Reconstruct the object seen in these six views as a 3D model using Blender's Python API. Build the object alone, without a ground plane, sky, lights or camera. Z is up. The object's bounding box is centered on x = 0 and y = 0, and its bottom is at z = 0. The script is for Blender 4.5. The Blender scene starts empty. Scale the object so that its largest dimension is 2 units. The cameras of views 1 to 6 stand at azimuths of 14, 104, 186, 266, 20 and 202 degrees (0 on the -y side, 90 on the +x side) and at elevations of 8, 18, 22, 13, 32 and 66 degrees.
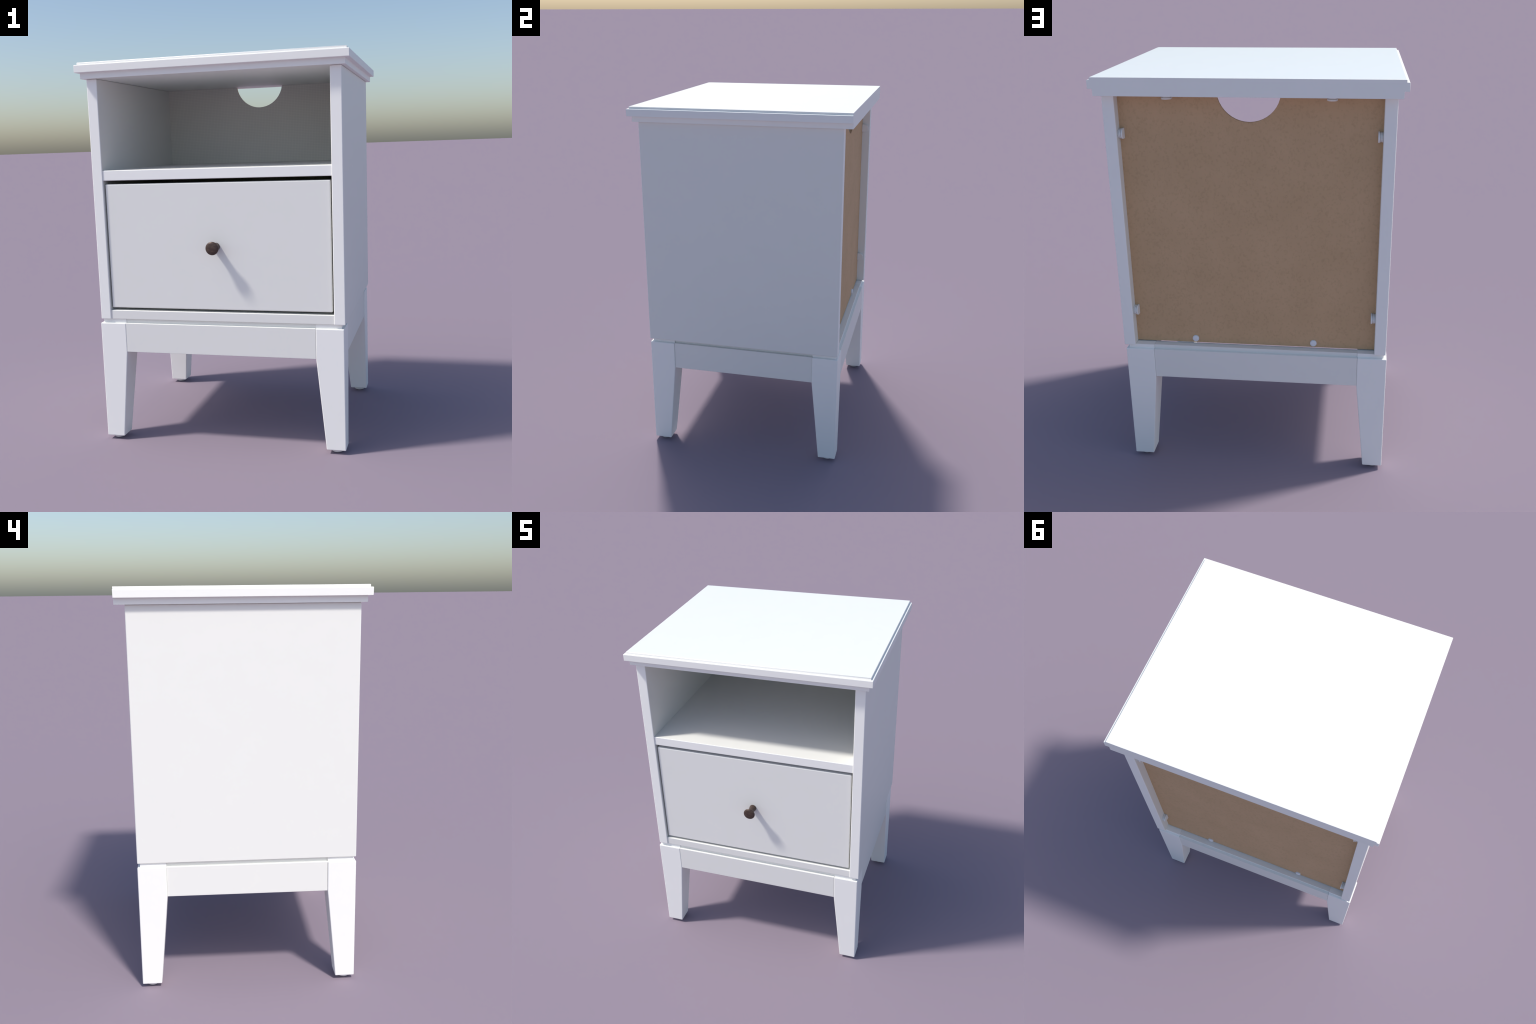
"""White bedside cabinet: open niche over one drawer, tapered legs, hardboard back."""
import bpy, bmesh, math
from mathutils import Vector, Matrix

# ------------------------------------------------------------------ dimensions (metres)
PANEL_X, PANEL_IN = 0.6528, 0.5965          # side panels: outer / inner face
PANEL_FRONT, PANEL_BACK = -0.5375, 0.556
CARCASS_Z0, CARCASS_Z1 = 0.6685, 1.919
BACK_Y = 0.603                              # flush rear of the top
BASE_X0, BASE_X1 = -0.6578, 0.6460           # leg frame sits a touch to the left
BASE_Y0, BASE_Y1 = -0.5375, 0.556
LEG_TOP, LEG_FOOT, FOOT_Z = 0.143, 0.0985, 0.0185
APRON_Z0, LEDGE_Z = 0.4918, 0.6475
LEG_STEP, APRON_STEP, APRON_BACKSET = 0.0135, 0.0155, 0.0012
BOARD_FRONT, BOARD_REAR = 0.4945, 0.507     # hardboard back
DRAWER_Y = -0.5265                          # face of the drawer


# ------------------------------------------------------------------ materials
def new_material(name):
    m = bpy.data.materials.new(name)
    m.use_nodes = True
    nt = m.node_tree
    nt.nodes.clear()
    out = nt.nodes.new("ShaderNodeOutputMaterial")
    bsdf = nt.nodes.new("ShaderNodeBsdfPrincipled")
    nt.links.new(bsdf.outputs[0], out.inputs[0])
    return m, nt, bsdf


def noise(nt, scale, detail=3.0, rough=0.55, stretch=(1, 1, 1)):
    co = nt.nodes.new("ShaderNodeTexCoord")
    mp = nt.nodes.new("ShaderNodeMapping")
    mp.inputs["Scale"].default_value = stretch
    n = nt.nodes.new("ShaderNodeTexNoise")
    n.inputs["Scale"].default_value = scale
    n.inputs["Detail"].default_value = detail
    n.inputs["Roughness"].default_value = rough
    nt.links.new(co.outputs["Object"], mp.inputs["Vector"])
    nt.links.new(mp.outputs[0], n.inputs["Vector"])
    return n.outputs["Fac"]


def ramp(nt, fac, stops):
    r = nt.nodes.new("ShaderNodeValToRGB")
    e = r.color_ramp.elements
    while len(e) < len(stops):
        e.new(0.5)
    for el, (p, c) in zip(e, stops):
        el.position = p
        el.color = (*c, 1)
    nt.links.new(fac, r.inputs[0])
    return r.outputs[0]


def mix(nt, a, b, fac, mode="MULTIPLY"):
    m = nt.nodes.new("ShaderNodeMix")
    m.data_type = "RGBA"
    m.blend_type = mode
    if isinstance(fac, float):
        m.inputs[0].default_value = fac
    else:
        nt.links.new(fac, m.inputs[0])
    nt.links.new(a, m.inputs[6])
    nt.links.new(b, m.inputs[7])
    return m.outputs[2]


def bump(nt, bsdf, height, strength, distance):
    b = nt.nodes.new("ShaderNodeBump")
    b.inputs["Strength"].default_value = strength
    b.inputs["Distance"].default_value = distance
    nt.links.new(height, b.inputs["Height"])
    nt.links.new(b.outputs[0], bsdf.inputs["Normal"])


def paint(name, colour, roughness, specular=0.5):
    """Smooth lacquer with the faintest mottling."""
    m, nt, b = new_material(name)
    lo = tuple(c * 0.993 for c in colour)
    nt.links.new(ramp(nt, noise(nt, 7.0), [(0.35, lo), (0.65, colour)]), b.inputs["Base Color"])
    b.inputs["Roughness"].default_value = roughness
    b.inputs["Specular IOR Level"].default_value = specular
    return m


WHITE_TOP = paint("white_lacquer_top", (0.872, 0.884, 0.862), 0.18, 0.5)
WHITE_PAINT = paint("white_paint", (0.955, 0.955, 0.915), 0.5)
WHITE_EDGE = paint("white_lacquer_edge", (0.925, 0.925, 0.885), 0.5)
WHITE_FOIL = paint("white_foil", (0.85, 0.85, 0.805), 0.5)
WHITE_INSIDE = paint("white_foil_inside", (0.83, 0.83, 0.785), 0.55)
PLASTIC = paint("white_plastic", (0.85, 0.85, 0.82), 0.4)


def hardboard():
    m, nt, b = new_material("brown_hardboard")
    base = ramp(nt, noise(nt, 5.0, 4), [(0.3, (0.565, 0.377, 0.213)), (0.7, (0.615, 0.41, 0.237))])
    fibre = ramp(nt, noise(nt, 90.0, 3, 0.6, (1, 1, 0.85)), [(0.30, (0.86, 0.86, 0.84)), (0.50, (1, 1, 1)), (0.75, (1.0, 1.0, 1.0))])
    c = mix(nt, base, fibre, 0.75)
    nt.links.new(c, b.inputs["Base Color"])
    b.inputs["Roughness"].default_value = 0.75
    b.inputs["Specular IOR Level"].default_value = 0.3
    bump(nt, b, noise(nt, 160.0, 2), 0.15, 0.002)
    return m


def woven_foil():
    """Inner face of the back: pale grey foil printed with a fine linen grid."""
    m, nt, b = new_material("grey_linen_foil")
    co = nt.nodes.new("ShaderNodeTexCoord")
    cols = []
    for axis in ("X", "Z"):
        w = nt.nodes.new("ShaderNodeTexWave")
        w.wave_type, w.bands_direction = "BANDS", axis
        w.inputs["Scale"].default_value = 32.0
        w.inputs["Distortion"].default_value = 0.6
        w.inputs["Detail"].default_value = 1.0
        nt.links.new(co.outputs["Object"], w.inputs["Vector"])
        cols.append(ramp(nt, w.outputs["Fac"], [(0.1, (0.93, 0.93, 0.93)), (0.5, (1, 1, 1))]))
    c = mix(nt, cols[0], cols[1], 1.0)
    tint = ramp(nt, noise(nt, 4.0), [(0.3, (0.79, 0.765, 0.69)), (0.7, (0.82, 0.795, 0.72))])
    nt.links.new(mix(nt, tint, c, 1.0), b.inputs["Base Color"])
    b.inputs["Roughness"].default_value = 0.6
    return m


def bronze():
    m, nt, b = new_material("dark_bronze")
    c = ramp(nt, noise(nt, 60.0, 4, 0.6, (1, 1, 2.0)),
             [(0.3, (0.060, 0.036, 0.028)), (0.55, (0.085, 0.055, 0.044)), (0.75, (0.13, 0.095, 0.062))])
    nt.links.new(c, b.inputs["Base Color"])
    b.inputs["Roughness"].default_value = 0.42
    b.inputs["Metallic"].default_value = 0.35
    bump(nt, b, noise(nt, 90.0, 2), 0.12, 0.002)
    return m


HARDBOARD, LINEN, BRONZE = hardboard(), woven_foil(), bronze()
GREY_METAL = paint("pale_zinc", (0.80, 0.82, 0.84), 0.38)

# ------------------------------------------------------------------ building helpers
ROOT = bpy.data.objects.new("bedside_cabinet", None)
ROOT.empty_display_size = 0.2
ROOT["label"] = "white bedside cabinet with open niche, drawer and tapered legs"
ROOT["category"] = "nightstand"
bpy.context.scene.collection.objects.link(ROOT)


def bake(bm, name, mats, centre=None, bevel=0.0, segments=3, parent=ROOT, angle=40, keep_sharp=None, edge_weight=None, flat=False):
    """bmesh (world coordinates) -> bevelled, smooth-by-angle object with its origin at its own centre."""
    vs = [v.co for v in bm.verts]
    if centre is None:
        lo = Vector(min(v[i] for v in vs) for i in range(3))
        hi = Vector(max(v[i] for v in vs) for i in range(3))
        centre = (lo + hi) / 2
    centre = Vector(centre)
    bmesh.ops.translate(bm, verts=bm.verts, vec=-centre)
    bmesh.ops.recalc_face_normals(bm, faces=bm.faces)
    if keep_sharp is not None:                       # edges whose middle lies above this height get no bevel
        w = bm.edges.layers.float.new("bevel_weight_edge")
        for e in bm.edges:
            e[w] = 0.0 if max(v.co.z for v in e.verts) + centre.z > keep_sharp else 1.0
    if edge_weight is not None:                      # share of the bevel width each edge receives
        w = bm.edges.layers.float.new("bevel_weight_edge")
        for e in bm.edges:
            e[w] = edge_weight((e.verts[0].co + e.verts[1].co) / 2 + centre)
    me = bpy.data.meshes.new(name)
    bm.to_mesh(me)
    bm.free()
    for m in mats:
        me.materials.append(m)
    ob = bpy.data.objects.new(name, me)
    bpy.context.scene.collection.objects.link(ob)
    ob.parent = parent
    ob.location = centre - (parent.location if parent is not ROOT else Vector())
    for p in me.polygons:
        p.use_smooth = not flat
    me.set_sharp_from_angle(angle=math.radians(angle))
    if bevel:
        b = ob.modifiers.new("bevel", "BEVEL")
        b.width, b.segments, b.limit_method = bevel, segments, "ANGLE" if keep_sharp is None and edge_weight is None else "WEIGHT"
        b.angle_limit = math.radians(35)
        b.harden_normals = not flat
        b.use_clamp_overlap = True
        dg = bpy.context.evaluated_depsgraph_get()
        new = bpy.data.meshes.new_from_object(ob.evaluated_get(dg))
        ob.modifiers.clear()
        ob.data = new
        bpy.data.meshes.remove(me)
        new.name = name
    return ob


def add_box(bm, x0, x1, y0, y1, z0, z1, mat=0):
    r = bmesh.ops.create_cube(bm, size=1.0)
    for v in r["verts"]:
        v.co = Vector(((x0 + x1) / 2 + v.co.x * (x1 - x0), (y0 + y1) / 2 + v.co.y * (y1 - y0), (z0 + z1) / 2 + v.co.z * (z1 - z0)))
    for f in {f for v in r["verts"] for f in v.link_faces}:
        f.material_index = mat


def box(name, lims, mat, bevel=0.003, **k):
    bm = bmesh.new()
    add_box(bm, *lims)
    return bake(bm, name, [mat], bevel=bevel, **k)


def lathe(bm, profile, steps=40):
    """Revolve (r, h) about +z."""
    rings = []
    for r, h in profile:
        if r == 0:
            rings.append([bm.verts.new((0, 0, h))])
        else:
            rings.append([bm.verts.new((r * math.cos(2 * math.pi * i / steps), r * math.sin(2 * math.pi * i / steps), h)) for i in range(steps)])
    for a, b in zip(rings, rings[1:]):
        for i in range(steps):
            j = (i + 1) % steps
            loop = [a[i % len(a)], a[j % len(a)], b[j % len(b)], b[i % len(b)]]
            seen = []
            for v in loop:
                if v not in seen:
                    seen.append(v)
            if len(seen) > 2:
                bm.faces.new(seen)


# ------------------------------------------------------------------ top: stepped slab over a cove strip
def top_profile():
    # (z, overhang at the sides, front y); the rear is flush all the way down
    return [(1.919, 0.6735, -0.563), (1.9495, 0.6735, -0.563), (1.9495, 0.6955, -0.5842),
            (1.9880, 0.6955, -0.5842), (1.9880, 0.6825, -0.5728), (2.0, 0.6825, -0.5728)]


def stepped_top():
    """Three-sided stepped edge, one flat rear face."""
    bm = bmesh.new()
    rings = []
    for z, hx, fy in top_profile():
        rings.append([bm.verts.new(c) for c in ((-hx, BACK_Y, z), (-hx, fy, z), (hx, fy, z), (hx, BACK_Y, z))])
    for a, b in zip(rings, rings[1:]):
        for i in range(3):
            bm.faces.new((a[i], a[i + 1], b[i + 1], b[i]))
    bm.faces.new(rings[0])
    bm.faces.new(rings[-1])
    bm.faces.new([r[0] for r in rings] + [r[3] for r in reversed(rings)])

    def soften(mid):
        if mid.y > BACK_Y - 0.001:
            return 0.3                                # crisp rear edge
        if abs(mid.x) > 0.6 and mid.y > 0.5 or mid.z < 1.98:
            return 0.5
        outer = abs(mid.x) > 0.69 or mid.y < -0.58
        return 1.0 if mid.z > 1.995 or outer else 0.0

    ob = bake(bm, "tabletop", [WHITE_EDGE, WHITE_TOP], bevel=0.0034, segments=3, edge_weight=soften, flat=True)
    for p in ob.data.polygons:
        if p.normal.z > 0.999 and p.area > 0.5:
            p.material_index = 1


stepped_top()

# ------------------------------------------------------------------ carcass
for s in (-1, 1):
    xs = sorted((s * PANEL_IN, s * PANEL_X))
    bm = bmesh.new()
    add_box(bm, *xs, PANEL_FRONT, PANEL_BACK, CARCASS_Z0, CARCASS_Z1 - 0.0005)
    ob = bake(bm, "side_panel", [WHITE_FOIL, WHITE_PAINT], bevel=0.0042)
    for p in ob.data.polygons:                       # edge banding is the brighter paint
        if abs(p.normal.y) > 0.35:
            p.material_index = 1

box("bottom_panel", (-PANEL_IN - 0.002, PANEL_IN + 0.002, -0.5322, BOARD_FRONT - 0.001, CARCASS_Z0 + 0.0006, 0.7165), WHITE_FOIL, 0.003)

bm = bmesh.new()
add_box(bm, -PANEL_IN - 0.002, PANEL_IN + 0.002, -0.5325, BOARD_FRONT - 0.001, 1.4015, 1.4540)
shelf = bake(bm, "shelf", [WHITE_INSIDE, WHITE_PAINT], bevel=0.0034)
for p in shelf.data.polygons:
    if p.normal.y < -0.35:
        p.material_index = 1


def back_panel():
    """Hardboard with a round cable cut-out hidden halfway behind the top."""
    hx, z0, z1 = 0.6045, 0.6742, 1.9185
    r, zc, n = 0.1455, 1.9380, 20
    ring = []
    a0 = math.asin((z1 - zc) / r)
    for i in range(n + 1):
        a = math.pi - a0 + (math.pi + 2 * a0) * i / n
        ring.append((r * math.cos(a), zc + r * math.sin(a)))
    outline = [(-hx, z0), (hx, z0), (hx, z1)] + ring[::-1] + [(-hx, z1)]
    bm = bmesh.new()
    f = bm.faces.new([bm.verts.new((x, BOARD_FRONT, z)) for x, z in outline])
    ext = bmesh.ops.extrude_face_region(bm, geom=[f])
    bmesh.ops.translate(bm, verts=[v for v in ext["geom"] if isinstance(v, bmesh.types.BMVert)], vec=(0, BOARD_REAR - BOARD_FRONT, 0))
    bmesh.ops.triangulate(bm, faces=[f for f in bm.faces if len(f.verts) > 4])
    ob = bake(bm, "back_panel", [HARDBOARD, LINEN])
    for p in ob.data.polygons:
        if p.normal.y < -0.7:
            p.material_index = 1


back_panel()

# ------------------------------------------------------------------ drawer with knob
drawer = bpy.data.objects.new("drawer", None)
bpy.context.scene.collection.objects.link(drawer)
drawer.parent = ROOT
drawer.empty_display_size = 0.1
drawer.location = (0, DRAWER_Y, 1.0565)
box("drawer_front", (-0.5888, 0.5888, DRAWER_Y, -0.478, 0.7298, 1.3825), WHITE_FOIL, 0.0055, segments=4, parent=drawer)
bm = bmesh.new()
W, D0, D1, Z0, Z1, T = 0.565, -0.4775, 0.44, 0.745, 1.24, 0.024
add_box(bm, -W, -W + T, D0, D1, Z0, Z1)
add_box(bm, W - T, W, D0, D1, Z0, Z1)
add_box(bm, -W + T + 0.0005, W - T - 0.0005, D1 - T, D1 - 0.0005, Z0, Z1)
add_box(bm, -W + T + 0.0005, W - T - 0.0005, D0 + 0.0005, D1 - T - 0.0005, Z0 + 0.01, Z0 + 0.022)
bake(bm, "drawer_box", [WHITE_INSIDE], parent=drawer)

bm = bmesh.new()
lathe(bm, [(0, -0.004), (0.0205, -0.004), (0.0208, 0.004), (0.0203, 0.008), (0.0189, 0.016), (0.0180, 0.024), (0.0178, 0.032),
           (0.0190, 0.040), (0.0218, 0.0475), (0.0260, 0.0545), (0.0308, 0.0605), (0.0336, 0.0645), (0.0340, 0.0675),
           (0.0327, 0.0710), (0.0272, 0.0740), (0.0150, 0.0760), (0, 0.0765)])
bmesh.ops.rotate(bm, verts=bm.verts, cent=(0, 0, 0), matrix=Matrix.Rotation(math.radians(90), 3, "X"))
bmesh.ops.translate(bm, verts=bm.verts, vec=(0.0, DRAWER_Y, 1.0570))
bake(bm, "knob", [BRONZE], parent=drawer, angle=60)

# ------------------------------------------------------------------ leg frame
for sx in (-1, 1):
    for sy in (-1, 1):
        ox = BASE_X0 if sx < 0 else BASE_X1           # outer faces stay plumb
        oy = BASE_Y0 if sy < 0 else BASE_Y1

        def ring(bm, w, z):
            xa, xb = ox, ox - sx * w
            ya, yb = oy, oy - sy * w
            return [bm.verts.new(c) for c in ((xa, ya, z), (xb, ya, z), (xb, yb, z), (xa, yb, z))]

        bm = bmesh.new()
        rings = [ring(bm, LEG_FOOT, FOOT_Z), ring(bm, LEG_TOP, APRON_Z0 - 0.002), ring(bm, LEG_TOP, LEDGE_Z)]
        for a, b in zip(rings, rings[1:]):
            for i in range(4):
                bm.faces.new((a[i], a[(i + 1) % 4], b[(i + 1) % 4], b[i]))
        bm.faces.new(rings[0])
        bm.faces.new(rings[-1])
        nx = sorted((ox - sx * LEG_STEP, ox - sx * (LEG_TOP - 0.0002)))
        ny = sorted((oy - sy * LEG_STEP, oy - sy * (LEG_TOP - 0.0002)))
        add_box(bm, *nx, *ny, LEDGE_Z - 0.02, CARCASS_Z0 - 0.0004)
        leg = bake(bm, "leg", [WHITE_PAINT], bevel=0.0045, keep_sharp=LEDGE_Z + 0.002)
        cx, cy = ox - sx * LEG_FOOT / 2, oy - sy * LEG_FOOT / 2
        bm = bmesh.new()
        lathe(bm, [(0, FOOT_Z + 0.001), (0.0300, FOOT_Z + 0.001), (0.0310, 0.010), (0.0300, 0.004), (0.0265, 0.0008), (0.02, 0.0), (0, 0.0)], 32)
        bmesh.ops.translate(bm, verts=bm.verts, vec=(cx, cy, 0))
        bake(bm, "glide", [PLASTIC], parent=leg, angle=50)


def apron(lims, inward):
    """Rail between two legs; its top is rebated on the outer side to leave a shadow gap."""
    x0, x1, y0, y1 = lims
    bm = bmesh.new()
    add_box(bm, x0, x1, y0, y1, APRON_Z0, LEDGE_Z)
    a, b, c, d = x0, x1, y0, y1
    if inward[0] > 0: a += APRON_STEP
    if inward[0] < 0: b -= APRON_STEP
    if inward[1] > 0: c += APRON_STEP
    if inward[1] < 0: d -= APRON_STEP
    if inward[0]:                                     # stop short of the inner face only
        if inward[0] > 0: b -= 0.0012
        else: a += 0.0012
    elif inward[1] > 0: d -= 0.0012
    else: c += 0.0012
    add_box(bm, a, b, c, d, LEDGE_Z - 0.02, CARCASS_Z0 - 0.0006)
    bake(bm, "apron", [WHITE_FOIL], bevel=0.0018, segments=2, keep_sharp=LEDGE_Z + 0.002)


GX0, GX1 = BASE_X0 + LEG_TOP + 0.0003, BASE_X1 - LEG_TOP - 0.0003
GY0, GY1 = BASE_Y0 + LEG_TOP + 0.0003, BASE_Y1 - LEG_TOP - 0.0003
THICK, SIDE_BACKSET = 0.0543, 0.0060
apron((GX0, GX1, BASE_Y0 + APRON_BACKSET, BASE_Y0 + APRON_BACKSET + THICK), (0, 1))
apron((GX0, GX1, BASE_Y1 - APRON_BACKSET - THICK, BASE_Y1 - APRON_BACKSET), (0, -1))
apron((BASE_X0 + SIDE_BACKSET, BASE_X0 + SIDE_BACKSET + 0.040, GY0, GY1), (1, 0))
apron((BASE_X1 - SIDE_BACKSET - 0.040, BASE_X1 - SIDE_BACKSET, GY0, GY1), (-1, 0))

# ------------------------------------------------------------------ rear fittings
def clip_mesh():
    """Ribbed D-shaped push-in plug. Local: z out of the panel, +y away from the hardboard, flat side on y = 0."""
    bm = bmesh.new()

    def disc(half, depth, z0, z1):
        pts = [(-half, 0.0), (half, 0.0), (half, depth - half)]
        pts += [(half * math.cos(a), depth - half + half * math.sin(a)) for a in (math.pi * i / 16 for i in range(1, 16))]
        pts += [(-half, depth - half)]
        lo = [bm.verts.new((x, y, z0)) for x, y in pts]
        hi = [bm.verts.new((x, y, z1)) for x, y in pts]
        bm.faces.new(lo[::-1])
        bm.faces.new(hi)
        for i in range(len(pts)):
            j = (i + 1) % len(pts)
            bm.faces.new((lo[i], lo[j], hi[j], hi[i]))

    disc(0.0190, 0.033, -0.004, 0.0205)              # core
    disc(0.0215, 0.0360, 0.0008, 0.0055)             # ribs
    disc(0.0222, 0.0370, 0.0082, 0.0128)
    disc(0.0238, 0.0388, 0.0152, 0.0228)             # head
    ob = bake(bm, "panel_clip", [PLASTIC], centre=(0, 0, 0), bevel=0.0010, segments=2)
    return ob


first = clip_mesh()
spots = []
for z in (1.7375, 0.8495):
    for s in (-1, 1):
        # local z -> towards the middle, local y -> rearwards
        zv, yv = Vector((-s, 0, 0)), Vector((0, 1, 0))
        spots.append((Vector((s * PANEL_IN, BOARD_REAR + 0.0004, z)), zv, yv))
for x in (-0.3705, 0.3655):
    spots.append((Vector((x, BOARD_REAR + 0.0004, CARCASS_Z1)), Vector((0, 0, -1)), Vector((0, 1, 0))))
for i, (loc, zv, yv) in enumerate(spots):
    ob = first if i == 0 else first.copy()
    if i:
        bpy.context.scene.collection.objects.link(ob)
    xv = yv.cross(zv)
    ob.matrix_local = Matrix.Translation(loc) @ Matrix((xv, yv, zv)).transposed().to_4x4()

bm = bmesh.new()
lathe(bm, [(0, -0.004), (0.0160, -0.004), (0.0166, 0.004), (0.0160, 0.0072), (0.0125, 0.0092), (0.006, 0.0100), (0, 0.0102)], 28)
bmesh.ops.rotate(bm, verts=bm.verts, cent=(0, 0, 0), matrix=Matrix.Rotation(math.radians(-90), 3, "X"))
screw = bake(bm, "screw", [GREY_METAL], centre=(0, 0, 0), angle=50)
for i, x in enumerate((-0.2965, 0.2955)):
    ob = screw if i == 0 else screw.copy()
    if i:
        bpy.context.scene.collection.objects.link(ob)
    ob.location = (x, BOARD_REAR, 0.6970)
